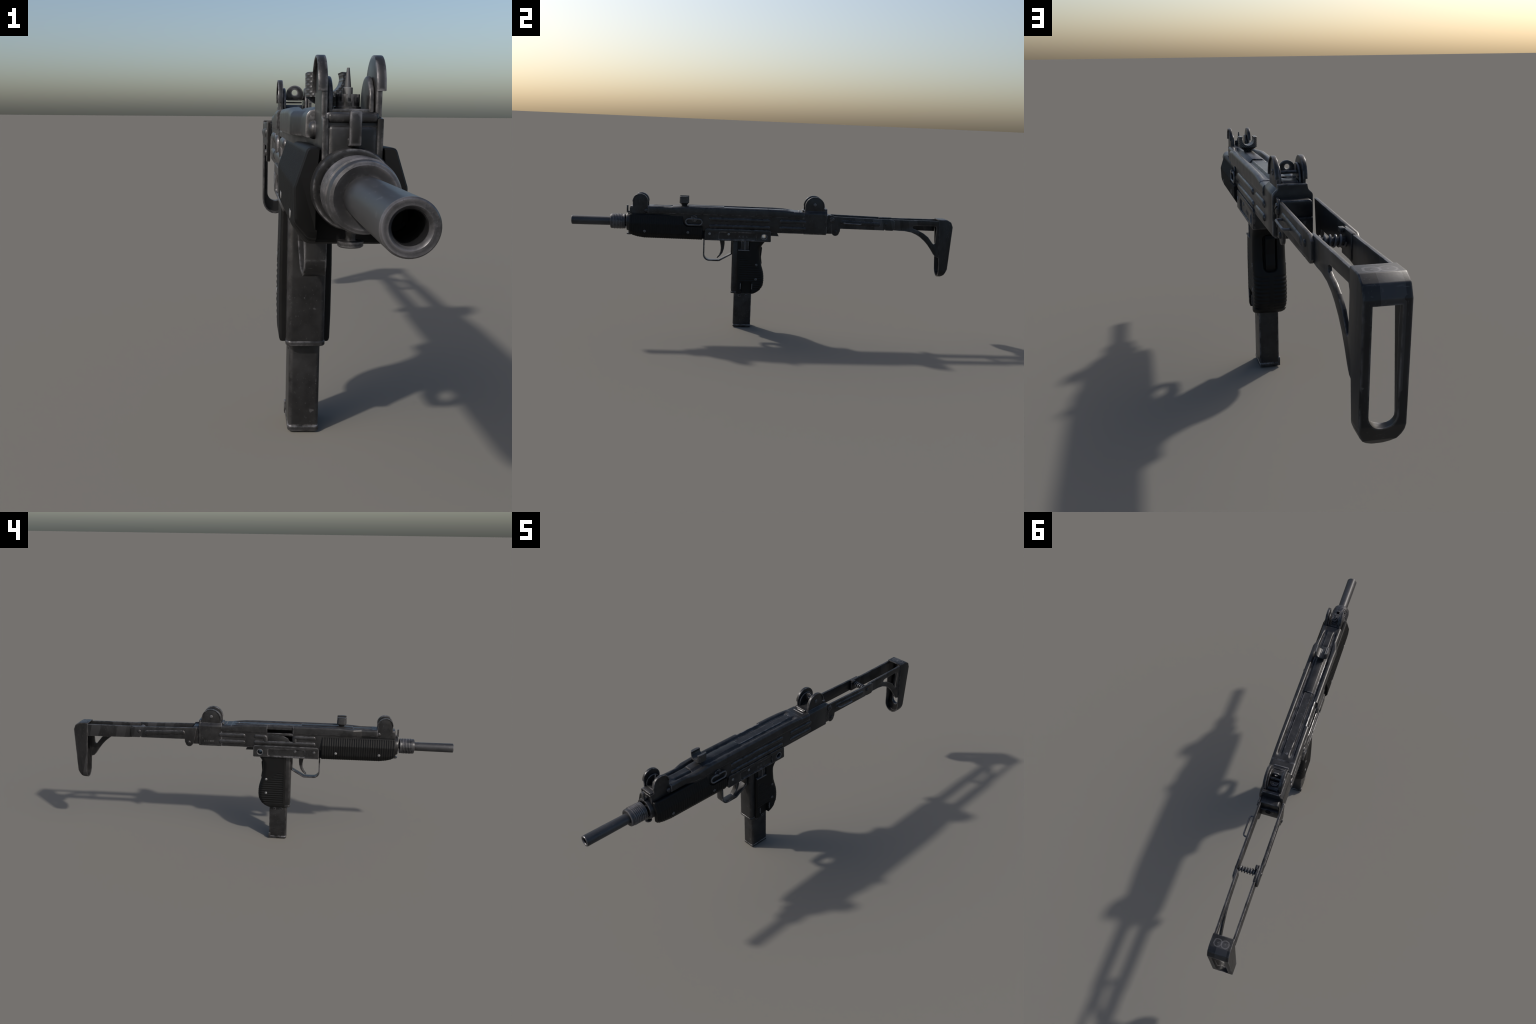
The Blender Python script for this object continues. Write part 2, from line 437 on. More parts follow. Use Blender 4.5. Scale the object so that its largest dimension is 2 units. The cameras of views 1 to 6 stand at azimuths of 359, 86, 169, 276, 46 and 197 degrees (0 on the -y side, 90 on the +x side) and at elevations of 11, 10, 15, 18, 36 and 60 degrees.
# ================================================================== TOP COVER
def cover_sections():
    Wt = [(-0.608, 0.0452), (-0.528, 0.0440), (-0.484, 0.0572), (-0.44, 0.0562), (0.2, 0.0548)]
    Zt = [(-0.608, 0.6330), (-0.54, 0.6325), (-0.486, 0.6330), (-0.410, 0.6385), (0.03, 0.6382), (0.085, 0.6365), (0.1475, 0.6305), (0.1485, 0.6290), (0.2, 0.6275)]
    Gc = [(-0.58, 0.0215), (-0.45, 0.0255), (0.13, 0.0265)]
    ys = [-0.6085, -0.6075]
    y = -0.600
    while y < 0.1985:
        ys.append(round(y, 4)); y += 0.004
    ys += [-0.1748, -0.1740, -0.0412, -0.0404, 0.1475, 0.1485, 0.1995, 0.2005]
    rings = []
    for y in sorted(set(ys)):
        w = lerp_table(y, Wt); zt = lerp_table(y, Zt); gc = lerp_table(y, Gc); gh = gc - 0.0115
        if y < -0.6080 or y > 0.2000: w -= 0.0012; zt -= 0.0012
        g = 0.0105 * min(smooth(-0.588, -0.560, y), 1 - smooth(0.108, 0.136, y))
        strip = 0.0038 * min(smooth(-0.50, -0.48, y), 1 - smooth(0.02, 0.12, y))
        port = -0.1744 < y < -0.0408
        wl, zl = (w - 0.0075, 0.6165) if port else (w, 0.5990)
        def side(wd, zb):
            return [(wd - 0.001, zb), (wd, zb + 0.0012), (wd + 0.0003, zb + 0.006 if not port else zb + 0.003), (wd, zt - 0.0098), (wd - 0.0013, zt - 0.0050), (wd - 0.0045, zt - 0.0015), (wd - 0.0095, zt)]
        inner = []
        for i in range(13):                       # shoulder -> groove -> centre strip
            u = -1 + 2 * i / 12; x = gc - u * gh
            c = 0.5 * (1 + cos(pi * u)); c = min(1, c * 1.35)
            inner.append((x, zt - max(g * c, strip * smooth(0.0, 0.9, u))))
        mid = [(0.0095, zt - strip), (0, zt - strip)]
        right = side(w, 0.5990) + inner + mid
        left = [(-x, z) for x, z in (side(wl, zl) + inner + mid[:1])]
        ring = [(-wl + 0.0051, 0.6167), (-wl + 0.0050, zl)] + left + list(reversed(right)) + [(w - 0.0050, 0.5990), (w - 0.0051, 0.6167)]
        rings.append([(x, y, z) for x, z in ring])
    return rings
put("top_cover", loft_mesh(cover_sections()), STEEL, sharp=40)
box("cover_cross_rib", -0.032, 0.032, 0.1735, 0.1800, 0.6255, 0.6312, bevel=0.0025, seg=3)
for y in (0.014, 0.112):
    lathe("cover_dimple", [(0.6325, 0.0062), (lerp_table(y, [(0.014, 0.6355), (0.112, 0.6350)]), 0.0046), (lerp_table(y, [(0.014, 0.6357), (0.112, 0.6352)]), 0.0002)],
          (-0.002, y, 0), 'z', n=16)

# sliding cocking plate riding on the strip and over the groove walls
def slide_sections():
    rings = []
    for y, d in ((-0.4835, 0.0012), (-0.482, 0), (-0.41, 0), (-0.218, 0), (-0.2165, 0.0012)):
        zt = lerp_table(y, [(-0.486, 0.6345), (-0.410, 0.6392), (0.0, 0.6392)])
        up = [(-0.0268, zt - 0.0105), (-0.0235, zt - 0.0088), (-0.0165, zt - 0.0012), (-0.0140, zt), (0.0140, zt), (0.0165, zt - 0.0012), (0.0235, zt - 0.0088), (0.0268, zt - 0.0105)]
        lo = [(x, z - 0.0045) for x, z in reversed(up)]
        rings.append([(x * (1 - d * 10), y, z - d * 0.5) for x, z in up + lo])
    return rings
slide = put("cocking_slide", loft_mesh(slide_sections()), STEEL)
# cocking knob: oval, knurled, with a sighting channel through it
rings = []
for z, rx, ry in ((0.6390, 0.0135, 0.0135), (0.6425, 0.0150, 0.0150), (0.6440, 0.0185, 0.0165), (0.6525, 0.0290, 0.0232), (0.6530, 0.0305, 0.0248), (0.6870, 0.0312, 0.0250), (0.6882, 0.0300, 0.0240)):
    e = 0.55 if z > 0.6500 else 0.8             # squarish plan
    sg = lambda v: math.copysign(abs(v) ** e, v)
    rings.append([(rx * sg(cos(2 * pi * i / 64)), -0.4240 + ry * sg(sin(2 * pi * i / 64)), z) for i in range(64)])
knob = put("cocking_knob", loft_mesh(rings), KNURL, slide)
cut(knob, lathe_mesh([(-0.47, 0.0205), (-0.38, 0.0205)], (0, 0, 0.6795), 'y', 40))

# ================================================================== SIGHTS
def ear_outline(yc, r, ztop, zb, y0=None, y1=None, grow=0.0, step=None):
    zc = ztop - r
    pts = arc(yc, zc, r + grow, 0, 180, 22)
    if step:                                   # forward foot of the ear
        pts += [(yc - r - grow, step[1]), (step[0], step[1] - 0.002), (step[0], zb)]
    else: pts += [(yc - r - grow, zb)]
    return pts + [(yc + r + grow, zb)]

def rim_outline(yc, r, ztop, t, drop):
    zc = ztop - r
    out = [(yc + r, zc - drop)] + arc(yc, zc, r, 0, 180, 22) + [(yc - r, zc - drop)]
    inn = [(yc - r + t, zc - drop)] + arc(yc, zc, r - t, 180, 0, 22) + [(yc + r - t, zc - drop)]
    return out + inn

def sight(prefix, yc, r, ztop, zb, xi, xo, step, parent):
    for s in (1, -1):
        a, b = sorted((s * xi, s * xo))
        e = plate("sight_ear", ear_outline(yc, r - 0.0012, ztop - 0.0012, zb, step=step), a, b, parent=parent, bevel=0.0015)
        a, b = sorted((s * (xi + 0.0004), s * (xo + 0.0042)))
        plate("ear_rim", rim_outline(yc, r, ztop, 0.0038, 0.002), a, b, parent=e, bevel=0.0012)

# --- front sight
block = box("front_sight_base", -0.0300, 0.0300, -0.6960, -0.6050, 0.560, 0.6295, bevel=0.003)
sight("front", -0.6470, 0.0402, 0.6955, 0.5600, 0.0275, 0.0345, (-0.7010, 0.6245), block)
box("block_brow", -0.0285, 0.0285, -0.7005, -0.690, 0.6180, 0.6285, parent=block, bevel=0.0035, seg=3)
box("block_face", -0.0275, 0.0275, -0.7015, -0.690, 0.560, 0.6145, parent=block, bevel=0.004, seg=3)
box("block_latch", -0.0065, 0.0070, -0.7200, -0.7120, 0.5930, 0.6305, parent=block, bevel=0.0016)
box("latch_foot", -0.0060, 0.0065, -0.7150, -0.6950, 0.5925, 0.6010, parent=block, bevel=0.001)
# inner U bracket with small rounded ears
for s in (1, -1):
    a, b = sorted((s * 0.0205, s * 0.0268))
    plate("inner_ear", arc(-0.6470, 0.6390, 0.0325, 0, 180, 20) + [(-0.6795, 0.6300), (-0.6145, 0.6300)], a, b, parent=block, bevel=0.0022, seg=3)
box("bracket_floor", -0.0265, 0.0265, -0.6790, -0.6150, 0.6285, 0.6335, parent=block, bevel=0.0015)
nutf = lathe("post_nut", [(0.6330, 0.0160), (0.6360, 0.0160), (0.6364, 0.0146), (0.6505, 0.0146), (0.6505, 0.0095), (0.645, 0.0090), (0.645, 0.0002)], (0, -0.6480, 0), 'z', parent=block, n=40)
for k in range(4):
    c = box_mesh(-0.0020, 0.0020, -0.020, 0.020, 0.6420, 0.66, bevel=0)
    a = radians(45 * k)
    for v in c.vertices:
        u, w = v.co.x, v.co.y; v.co.x = u * cos(a) - w * sin(a); v.co.y = -0.6480 + u * sin(a) + w * cos(a)
    cut(nutf, c)
lathe("sight_post", [(0.6500, 0.0041), (0.6587, 0.0040), (0.6810, 0.0017), (0.6812, 0.0002)], (0, -0.6480, 0), 'z', mat=WIRE, parent=block, n=24)
lathe("post_sleeve", [(0.6420, 0.0060), (0.6580, 0.0060), (0.6586, 0.0055), (0.6586, 0.0030)], (0, -0.6480, 0), 'z', mat=PIN, parent=block, n=24)
for s in (1, -1):
    pin_head("cover_stud", s * 0.0340, -0.6150, 0.6085, 0.0115, 0.0085, s, mat=STEEL)
# retaining stud under the muzzle collar
lathe("collar_stud", [(0.4780, 0.0130), (0.4795, 0.0150), (0.4850, 0.0150), (0.4860, 0.0060), (0.5050, 0.0060)], (0, -0.7050, 0), 'z', n=24)

# --- rear sight
rbase = plate("rear_sight_base", rounded([(0.1905, 0.6280), (0.1965, 0.6345), (0.2140, 0.6355), (0.2370, 0.6450), (0.2560, 0.6520), (0.2920, 0.6500), (0.2980, 0.6455), (0.3060, 0.6350), (0.3060, 0.6280)], [0, 0.003, 0.004, 0.02, 0.01, 0.004, 0.002, 0, 0]),
              -0.0205, 0.0205, bevel=0.0015)
sight("rear", 0.2555, 0.0515, 0.7095, 0.6260, 0.0290, 0.0370, None, rbase)
for s in (1, -1):
    a, b = sorted((s * 0.0222, s * 0.0285))
    plate("inner_ear", arc(0.2540, 0.6480, 0.0430, 0, 180, 20) + [(0.2110, 0.6320), (0.2970, 0.6320)], a, b, parent=rbase, bevel=0.0022, seg=3)
    pin_head("sight_screw", s * 0.0370, 0.2560, 0.6690, 0.0085, 0.0032, s, mat=WIRE, slot=20 if s > 0 else None, parent=rbase)
tube("sight_front_lip", [(-0.0270, 0.1960, 0.6345), (0.0270, 0.1960, 0.6345)], 0.0040, mat=STEEL, parent=rbase, n=14)
lathe("leaf_axle", [(-0.0225, 0.0048), (0.0225, 0.0048)], (0, 0.2590, 0.6680), 'x', parent=rbase, n=16)
leaf = arc(0, 0.6765, 0.0205, 0, 180, 18) + [(-0.0215, 0.6690), (-0.0170, 0.6620), (0.0170, 0.6620), (0.0215, 0.6690)]
plate("sight_leaf", leaf, 0.2475, 0.2515, axis='y', holes=[circle(-0.0005, 0.6805, 0.0066, 20)], parent=rbase, bevel=0.0008)
leafz = arc(0, 0.2700, 0.0190, 180, 360, 18)
leafz = [(x, 0.2700 - (y - 0.2700)) for x, y in leafz]
plate("sight_leaf", leafz, 0.6560, 0.6595, axis='z', holes=[circle(0, 0.2790, 0.0026, 14)], parent=rbase, bevel=0.0008)

# ================================================================== HANDGUARD
def handguard():
    prof = rounded([(-0.0360, 0.5905), (-0.0505, 0.5905), (-0.0655, 0.5450), (-0.0640, 0.4960), (-0.0470, 0.4720), (0.0470, 0.4720),
                    (0.0640, 0.4960), (0.0655, 0.5450), (0.0505, 0.5905), (0.0360, 0.5905), (0.0400, 0.5500), (0.0400, 0.4950), (-0.0400, 0.4950), (-0.0400, 0.5500)],
                   [0.001, 0.006, 0.012, 0.014, 0.012, 0.012, 0.014, 0.012, 0.006, 0.001, 0, 0, 0, 0], n=5)
    # resample the outer path evenly
    k = next(i for i, p in enumerate(prof) if p == (0.0400, 0.5500))
    outer, inner = prof[:k], prof[k:]
    L = [0]
    for a, b in zip(outer, outer[1:]): L.append(L[-1] + sqrt((a[0] - b[0]) ** 2 + (a[1] - b[1]) ** 2))
    N = 130; ev = []
    for i in range(N + 1):
        t = L[-1] * i / N; j = max(q for q in range(len(L)) if L[q] <= t + 1e-9); j = min(j, len(L) - 2)
        u = (t - L[j]) / max(L[j + 1] - L[j], 1e-9); a, b = outer[j], outer[j + 1]
        ev.append((a[0] + (b[0] - a[0]) * u, a[1] + (b[1] - a[1]) * u))
    nrm = []
    for i in range(N + 1):
        a, b = ev[max(i - 1, 0)], ev[min(i + 1, N)]; d = Vector((b[0] - a[0], b[1] - a[1])).normalized()
        nrm.append((d.y, -d.x))
    y0, y1, per = -0.7000, -0.3255, 0.01165
    ys = [y0 + (y1 - y0) * i / 385 for i in range(386)]
    rings = []
    for y in ys:
        zb = lerp_table(y, [(-0.700, 0.4925), (-0.694, 0.4860), (-0.684, 0.4800), (-0.660, 0.4735), (-0.625, 0.4685), (-0.326, 0.4665)])
        ph = ((y - y0) / per) % 1.0
        g = 0.5 - 0.5 * cos(2 * pi * ph); g = 1 - g ** 0.6            # narrow groove, broad land
        gy = smooth(-0.6935, -0.6885, y) * (1 - smooth(-0.3370, -0.3330, y))
        fr = 1 - smooth(y0, y0 + 0.004, y); ed = max(fr, smooth(y1 - 0.003, y1, y))
        ring = []
        for (x, z), (nx, nz) in zip(ev, nrm):
            if z < 0.53:                                             # belly follows the lower edge
                z = 0.53 - (0.53 - z) * (0.53 - zb) / (0.53 - 0.4720)
            d = -(0.0020 if z > 0.490 else 0.0011) * g * gy * (1 - smooth(0.5800, 0.5860, z)) - 0.0022 * ed
            X, Z = x + nx * d, z + nz * d
            if X > 0.0455:                                           # relief cut for the sling swivel
                cy, cz, hy, hz, rr = -0.330, 0.577, 0.096, 0.0405, 0.030
                dy, dz = max(abs(y - cy) - hy + rr, 0), max(abs(Z - cz) - hz + rr, 0)
                f = 1 - smooth(-0.0025, 0.0015, sqrt(dy * dy + dz * dz) - rr)
                X = X + (0.0455 - X) * f
            ring.append((X, y, Z))
        ring += [(x, y, zb + 0.004 if z < 0.52 else z) for x, z in inner]
        rings.append(ring)
    return loft_mesh(rings)
guard = put("handguard", handguard(), POLY, sharp=55)
cut(guard, box_mesh(-0.0385, 0.0385, -0.72, -0.6740, 0.45, 0.57, bevel=0), sharp=55)
box("handguard_dark_wall", -0.0395, 0.0395, -0.6735, -0.6600, 0.4780, 0.5850, mat=DARK, bevel=0)  # black wall modelled for the darkness seen inside the open front
box("gap_dark_block", -0.0440, 0.0440, -0.3300, -0.3060, 0.4720, 0.5200, mat=DARK, bevel=0.001)  # near-black block filling the gap between handguard and trigger housing
for s in (1, -1):
    for y in (-0.6215, -0.4000):
        pin_head("handguard_screw", s * 0.0632, y, 0.5055, 0.0068, 0.0020, s, slot=(50 if s > 0 else None), mat=PIN if s < 0 else WIRE)
# sling swivel on the right
lathe("swivel_stud", [(0.0500, 0.0168), (0.0550, 0.0168), (0.0562, 0.0155), (0.0562, 0.0120), (0.0540, 0.0110), (0.0540, 0.0060), (0.0655, 0.0058), (0.0668, 0.0040), (0.0670, 0.0002)],
      (0, -0.3700, 0.5785), 'x', n=28)
tube("sling_swivel", [(0.0608, y, z) for y, z in stadium(-0.4120, -0.3285, 0.5610, 0.0155, 12)], 0.0037, cyclic=True)

# ================================================================== TRIGGER GROUP
HX = 0.0562
outline = rounded([(-0.3130, 0.4675), (0.0315, 0.4675), (0.0295, 0.5285), (-0.3130, 0.5285)], [0.003, 0.005, 0.010, 0.014])
bore_o = circle(-0.0045, 0.4940, 0.0128)
window = rounded([(-0.2400, 0.4740), (-0.0460, 0.4740), (-0.0460, 0.5125), (-0.2400, 0.5125)], 0.006)
housing = put("trigger_housing", join_meshes("trigger_housing", [
    plate_mesh(outline, -HX + 0.0042, HX - 0.0042, holes=[bore_o], bevel=0.0005),
    plate_mesh(outline, HX - 0.0050, HX, holes=[bore_o, window], bevel=0.0014),
    plate_mesh(outline, -HX, -HX + 0.0050, holes=[bore_o, window], bevel=0.0014)]), STEEL)
for s in (1, -1):
    lathe("bore_rim", [(s * (HX - 0.002), 0.0125), (s * (HX + 0.0008), 0.0130), (s * (HX + 0.0016), 0.0148), (s * (HX + 0.0008), 0.0166), (s * (HX - 0.002), 0.0170)],
          (0, -0.0045, 0.4940), 'x', mat=WIRE, parent=housing, n=32, closed=True)
    pin_head("housing_pin", s * HX, -0.2880, 0.5020, 0.0068, 0.0022, s, parent=housing, slot=None if s > 0 else 90, mat=WIRE if s < 0 else PIN)
    pin_head("housing_pin", s * (HX - 0.0042), -0.1890, 0.5025, 0.0068, 0.0026, s, parent=housing, slot=None if s > 0 else 40, mat=WIRE if s < 0 else PIN)
plate("sear_tab", rounded([(0.0250, 0.4965), (0.0740, 0.4955), (0.0655, 0.5120), (0.0640, 0.5175), (0.0250, 0.5175)], 0.001), -0.0280, 0.0280, bevel=0.001)
box("housing_throat", -0.0360, 0.0360, -0.1700, -0.0200, 0.4550, 0.4700, bevel=0.001)

def ribbon(path, t):
    """closed outline of a strip of thickness t left of a (y, z) path"""
    P = [Vector(p) for p in path]; a, b = [], []
    for i, p in enumerate(P):
        d = (P[min(i + 1, len(P) - 1)] - P[max(i - 1, 0)]).normalized(); n = Vector((-d.y, d.x))
        a.append(tuple(p)); b.append(tuple(p + n * t))
    return a + b[::-1]
gp = [(-0.3205, 0.4720), (-0.3205, 0.385)] + arc(-0.2860, 0.3860, 0.0350, 180, 270, 10) + [(-0.2400, 0.3510), (-0.2340, 0.3518), (-0.1700, 0.3890), (-0.1660, 0.3920)]
plate("trigger_guard", ribbon(gp, 0.0068), -0.0190, 0.0190, bevel=0.0012)
box("guard_bracket", -0.0190, 0.0190, -0.1750, -0.1640, 0.3900, 0.4700, bevel=0.0015)
front = [(-0.2370, 0.4700), (-0.2310, 0.4450), (-0.2275, 0.4220), (-0.2290, 0.4020), (-0.2370, 0.3850), (-0.2500, 0.3690)]
back = [(-0.2440, 0.3668), (-0.2290, 0.3800), (-0.2180, 0.3960), (-0.2110, 0.4180), (-0.2085, 0.4420), (-0.2085, 0.4700)]
plate("trigger", front + back, -0.0125, 0.0125, bevel=0.0035, seg=3)

# ================================================================== GRIP AND MAGAZINE
well = put("magazine_well", plate_mesh(rounded([(-0.0372, -0.1680), (0.0372, -0.1680), (0.0372, -0.0700), (-0.0372, -0.0700)], [0.011, 0.011, 0.004, 0.004], n=6), 0.1860, 0.4690, axis='z', bevel=0.0012), STEEL)
cut(well, box_mesh(0.0325, 0.06, -0.1160, -0.0610, 0.17, 0.2490, bevel=0))
plate("well_lip", rounded([(-0.0385, -0.1700), (0.0385, -0.1700), (0.0385, -0.1300), (-0.0385, -0.1300)], [0.012, 0.012, 0.005, 0.005], n=6), 0.1845, 0.1950, axis='z', bevel=0.0030, seg=3, parent=well)
put("magazine", join_meshes("magazine", [
    plate_mesh(rounded([(-0.0305, -0.1520), (0.0305, -0.1520), (0.0305, -0.0590), (-0.0305, -0.0590)], [0.009, 0.009, 0.004, 0.004], n=6), 0.0090, 0.2300, axis='z', bevel=0.001),
    plate_mesh(rounded([(-0.0315, -0.1530), (0.0315, -0.1530), (0.0315, -0.0578), (-0.0315, -0.0578)], [0.009, 0.009, 0.003, 0.003], n=6), 0.0, 0.0125, axis='z', bevel=0.003, seg=3)]), STEEL)
box("magazine_rear_tab", -0.0335, -0.0260, -0.0660, -0.0565, 0.002, 0.0300, bevel=0.001)
for s in (1, -1):
    for y in (-0.122, -0.086):
        pin_head("magazine_stop", s * 0.0304, y, 0.1715, 0.0080, 0.0022, s, mat=STEEL)

def grip():
    rear = [(0.184, -0.0520), (0.188, -0.0400), (0.198, -0.0240), (0.212, -0.0090), (0.230, 0.0010), (0.255, 0.0035), (0.280, 0.0030), (0.305, -0.0010),
            (0.330, -0.0090), (0.360, -0.0170), (0.405, -0.0205), (0.432, -0.0195), (0.446, -0.0120), (0.468, 0.0060)]
    def rear_y(z):                       # smoothed rear line
        return sum(lerp_table(z + d, rear) for d in (-0.006, -0.003, 0, 0.003, 0.006)) / 5
    z0, z1, yf = 0.1865, 0.4685, -0.1410
    n = 236; rings = []
    for k in range(n + 1):
        z = z0 + (z1 - z0) * k / n; yr = rear_y(z)
        hw = lerp_table(z, [(0.186, 0.0478), (0.192, 0.0500), (0.24, 0.0512), (0.34, 0.0512), (0.42, 0.0500), (0.47, 0.0490)])
        R = 0.026 if z > 0.21 else 0.020
        base = rounded([(hw - 0.0035, yf), (hw, yf + 0.004), (hw, yr), (-hw, yr), (-hw, yf + 0.004), (-hw + 0.0035, yf)], [0.0, 0.002, R, R, 0.002, 0.0], n=14)
        # even spacing
        L = [0]; Q = base + [base[0]]
        for a, b in zip(Q, Q[1:]): L.append(L[-1] + sqrt((a[0] - b[0]) ** 2 + (a[1] - b[1]) ** 2))
        N = 200; ring = []; j = 0
        for i in range(N):
            t = L[-1] * i / N
            while j < len(L) - 2 and L[j + 1] <= t: j += 1
            u = (t - L[j]) / max(L[j + 1] - L[j], 1e-9); a, b = Q[j], Q[j + 1]
            x, y = a[0] + (b[0] - a[0]) * u, a[1] + (b[1] - a[1]) * u
            d = Vector((b[0] - a[0], b[1] - a[1])); d = d.normalized() if d.length > 1e-9 else Vector((0, 1))
            nx, ny = d.y, -d.x
            # finger grooves: horizontal, top edge runs down towards the back
            lim = lerp_table(y, [(-0.110, 0.3880), (-0.040, 0.3280), (0.0, 0.3180)])
            ph = ((z - 0.2) / 0.0124) % 1.0
            g = 0.5 - 0.5 * cos(2 * pi * ph); g = 1 - g ** 0.7
            m = (1 - smooth(lim - 0.004, lim, z)) * smooth(0.2010, 0.2060, z) * smooth(-0.1300, -0.1265, y)
            if y > yr - 0.004: m *= smooth(0.0050, 0.0080, abs(x))
            dd = -0.0015 * g * m
            x += nx * dd; y += ny * dd
            # slot of the grip safety in the back strap
            if y > yr - 0.012:
                ex = max(abs(x) - 0.0060, 0); ez = max(abs(z - 0.3830) - 0.0420, 0)
                y -= 0.0090 * (1 - smooth(0.0125, 0.0155, sqrt(ex * ex + ez * ez)))
            # right side: relief round the magazine catch, top and bottom
            if x > 0.0415 and y < -0.0780 and z > 0.4195: x = 0.0415
            if x > 0.0340 and -0.1150 < y < -0.0620 and z < 0.2480: x = 0.0340
            ring.append((x, y, z))
        rings.append(ring)
    return loft_mesh(rings)
put("grip", grip(), POLY, sharp=50)
plate("grip_safety", rounded([(-0.0330, 0.3450), (-0.0130, 0.3300), (-0.0095, 0.3480), (-0.0140, 0.3800), (-0.0100, 0.4280), (-0.0160, 0.4380), (-0.0330, 0.4400)], [0, 0.003, 0.01, 0.02, 0.006, 0.002, 0]),
      -0.0145, 0.0145, mat=POLY, bevel=0.002)
for s in (1, -1):
    for z in (0.3430, 0.2660):
        pin_head("grip_screw", s * 0.0490, -0.0400, z, 0.0070, 0.0036, s, mat=PIN if s < 0 else WIRE, slot=(45 if z > 0.3 else 90) if s > 0 else None)
# magazine catch, right side
box("magazine_catch", 0.0400, 0.0470, -0.1240, -0.0820, 0.4180, 0.4680, bevel=0.0015)
plate("catch_rib", rounded([(-0.1070, 0.4200), (-0.0990, 0.4200), (-0.0990, 0.4680), (-0.1070, 0.4680)], 0.001), 0.046, 0.0505, bevel=0.002)
box("catch_ledge", 0.0400, 0.0530, -0.1370, -0.0790, 0.4165, 0.4215, mat=WIRE, bevel=0.001)
for y in (-0.1190, -0.0590):
    box("catch_spring_strip", 0.0480, 0.0525, y - 0.0022, y + 0.0022, 0.2110, 0.2420, mat=WIRE, bevel=0.0006)

# ================================================================== FOLDING STOCK
# front struts (pivoting at the receiver), left one outside the receiver wall
def strut(name, x0, x1, side, rib_y, lobe):
    o = [(0.3290, 0.6120), (0.6700, 0.6050), (0.6840, 0.5950), (0.6840, 0.5560), (0.6740, 0.5465), (0.6365, 0.5470), (0.6320, 0.5520), (0.6275, 0.5470), (0.3945, 0.5480), (0.3930, 0.5320)]
    o += arc(0.3700, 0.5290, 0.0200, -5, -150, 8) + [(0.3440, 0.5290)]
    ob = plate(name, o, x0, x1, mat=STOCKM, bevel=0.002)
    xs = x1 if side > 0 else x0
    rib("strut_rib", [(rib_y[0], 0.5835), (rib_y[1], 0.5755)], 0.0125, 0.0050, side, xs, mat=STOCKM, parent=ob)
    pin_head("strut_rivet", xs, 0.6375, 0.5805, 0.0085, 0.0045, side, mat=STOCKM, parent=ob)
    pin_head("strut_rivet", xs, 0.3700, 0.5325, 0.0085, 0.0045, side, mat=STOCKM, parent=ob)
    return ob
right = strut("stock_strut", 0.0315, 0.0410, 1, (0.392, 0.608), 1)
left = strut("stock_strut", -0.0622, -0.0525, -1, (0.392, 0.608), -1)
# hinge plate and pivot screw on the right
plate("hinge_plate", rounded([(0.3260, 0.5300), (0.3400, 0.5600), (0.3620, 0.5900), (0.3560, 0.6170), (0.3260, 0.6190)], 0.004), 0.0380, 0.0440, mat=STOCKM, parent=right, bevel=0.0015)
pin_head("pivot_screw", 0.0435, 0.3480, 0.5935, 0.0150, 0.0058, 1, mat=STOCKM, slot=35, parent=right)
box("hinge_knuckle", 0.0300, 0.0420, 0.3200, 0.3500, 0.5200, 0.6080, mat=STOCKM, parent=right, bevel=0.002)
tube("sling_loop", bend([(0.0390, 0.4095, 0.5805), (0.0600, 0.4095, 0.5805), (0.0600, 0.5000, 0.5775), (0.0390, 0.5030, 0.5780)], 0.010), 0.0034, parent=right)

# rear arms with the curved brace down to the butt
def brace(lower):
    low = [(0.700, 0.5470), (0.740, 0.5460), (0.777, 0.5395), (0.805, 0.5280), (0.828, 0.5140), (0.850, 0.4960), (0.870, 0.4755), (0.888, 0.4520), (0.905, 0.4260), (0.918, 0.4120), (0.940, 0.4050)]
    return [(0.655, 0.6050), (0.655, 0.5500)] + low + [(0.9400, lower), (0.9400, 0.6055)]
def brace_hole(top):
    o = [(0.9110, 0.4860), (0.9050, 0.4790), (0.8990, 0.4820), (0.8710, 0.5170), (0.8440, 0.5365), (0.8170, 0.5500)]
    if top > 0.56: o += [(0.7960, 0.5560), (0.7830, 0.5620), (0.7820, 0.5720), (0.7920, top)]
    else: o += [(0.8080, top)]
    return rounded(o + [(0.9080, top), (0.9140, top - 0.012)], 0.003, n=3)
me = plate_mesh(brace(0.41), 0.0245, 0.0335, holes=[brace_hole(0.5770)], bevel=0.0015)
for v in me.vertices: v.co.x -= 0.0060 * smooth(0.68, 0.92, v.co.y)
put("stock_arm", me, STOCKM)
me = plate_mesh([(0.655, 0.6040), (0.655, 0.5470), (0.70, 0.5425), (0.9230, 0.5405), (0.9230, 0.6055)], -0.0540, -0.0450, bevel=0.0015)
for v in me.vertices: v.co.x -= 0.0012 * smooth(0.68, 0.92, v.co.y)
put("stock_arm", me, STOCKM)

# butt: pressed sheet-steel shoe, open to the front, with a long slot in its back
XC, WO = -0.0125, 0.0427
def shoe_outline(w, top, zc, ry):
    """seen from behind: square top, round toe"""
    return [(XC + w, top)] + arc(XC, zc, w, 0, -180, 12, ry=ry) + [(XC - w, top)]
def butt_back(z): return lerp_table(z, [(0.2985, 0.9600), (0.3130, 0.9730), (0.3450, 0.9870), (0.5740, 0.9992), (0.5990, 0.9890), (0.6110, 0.9680)])
side = [(0.9205, 0.6112), (0.9680, 0.6112), (0.9895, 0.5990), (0.9995, 0.5745), (0.9880, 0.3450), (0.9740, 0.3130), (0.9600, 0.2980), (0.9430, 0.2980)]
butt_ob = put("butt", plate_mesh(rounded(side, [0, 0.008, 0.008, 0.010, 0.006, 0.006, 0.006, 0], n=3), XC - WO, XC + WO, bevel=0.0035, seg=3), STOCKM)
cut(butt_ob, plate_mesh(shoe_outline(WO - 0.0001, 0.70, 0.3460, 0.0478), 0.80, 1.05, axis='y', bevel=0), 'INTERSECT')
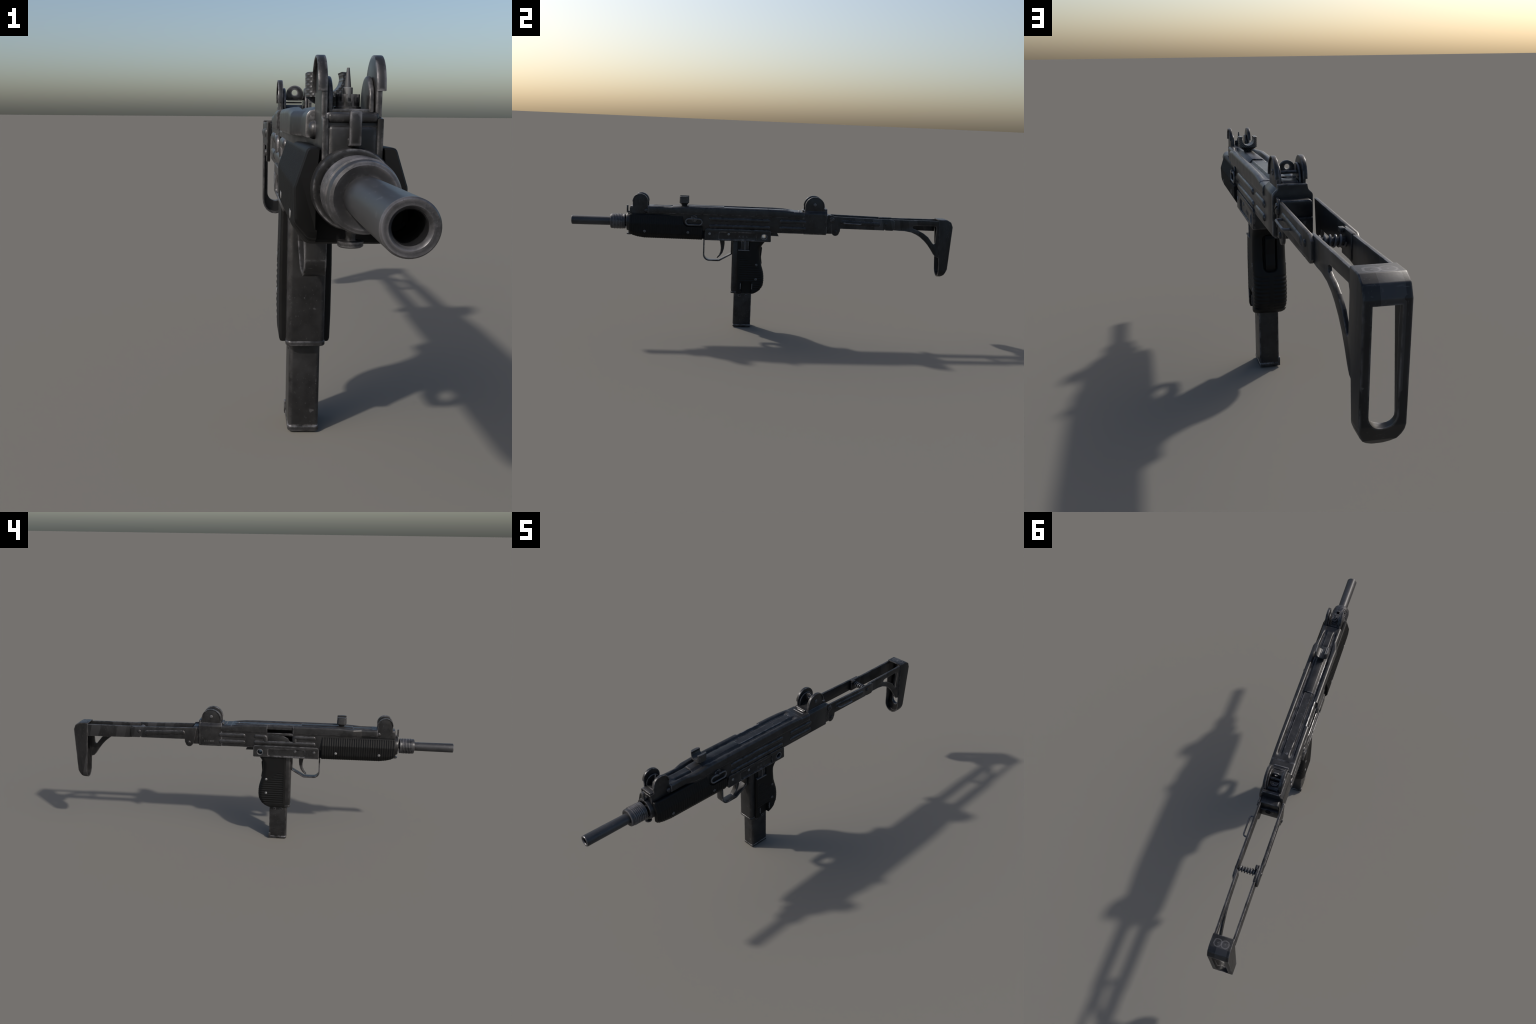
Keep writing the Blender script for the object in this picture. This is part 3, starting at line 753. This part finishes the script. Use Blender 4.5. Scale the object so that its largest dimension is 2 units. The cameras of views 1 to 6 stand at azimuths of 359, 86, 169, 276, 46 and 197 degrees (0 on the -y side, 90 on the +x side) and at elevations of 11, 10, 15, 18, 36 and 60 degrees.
ins = shoe_outline(WO - 0.0045, 0.6065, 0.3460, 0.0435)
fine = [(x, z) for x, z in ins[:1]] + [(ins[0][0], 0.6065 - 0.02 * i) for i in range(1, 13)] + ins[1:-1] + [(ins[-1][0], 0.3665 + 0.02 * i) for i in range(0, 12)] + ins[-1:]
cut(butt_ob, loft_mesh([[(x, 0.88, z) for x, z in fine], [(x, butt_back(z) - 0.0065, z) for x, z in fine]]))
cut(butt_ob, plate_mesh(rounded([(XC - 0.0255, 0.5640), (XC + 0.0255, 0.5640)], 0) + arc(XC, 0.3655, 0.0255, 0, -180, 12), 0.93, 1.05, axis='y', bevel=0))
# latch spring and its bracket between the struts
coil = []
for i in range(0, 6 * 14 + 1):
    a = 2 * pi * i / 14; coil.append((0.0250 - 0.0680 * i / 84, 0.6380 + 0.0115 * cos(a), 0.5810 + 0.0115 * sin(a)))
tube("latch_spring", coil, 0.0028, mat=WIRE, n=8)
lathe("spring_rod", [(-0.052, 0.0085), (0.030, 0.0085)], (0, 0.6380, 0.5810), 'x', mat=STOCKM, n=20)
put("latch_bracket", join_meshes("latch_bracket", [
    box_mesh(-0.0540, -0.0430, 0.6130, 0.6830, 0.5480, 0.6060, bevel=0.002),
    box_mesh(-0.0500, -0.0340, 0.6130, 0.6320, 0.5960, 0.6060, bevel=0.002)]), STOCKM)

# ================================================================== STAMPED WRITING
def stamp(name, text, x, y, z, size, side, parent):
    cu = bpy.data.curves.new("t", 'FONT'); cu.body = text; cu.size = size; cu.align_x = 'CENTER'; cu.align_y = 'CENTER'
    cu.extrude = 0.0003; cu.space_character = 1.25
    ob = bpy.data.objects.new("t", cu); bpy.context.collection.objects.link(ob)
    me = bpy.data.meshes.new_from_object(ob.evaluated_get(bpy.context.evaluated_depsgraph_get()))
    bpy.data.objects.remove(ob); bpy.data.curves.remove(cu)
    for v in me.vertices:
        a, b, c = v.co; v.co = (x + side * c, y + side * a, z + b)
    put(name, me, MARK, parent)
for t, y in (("A", -0.1330), ("R", -0.1130), ("S", -0.0950)):
    stamp("stamped_letter", t, HX - 0.0040, y, 0.4900, 0.0160, 1, housing)
stamp("stamped_number", "21-1880", -HW - 0.0003, 0.2660, 0.5405, 0.0130, -1, None)
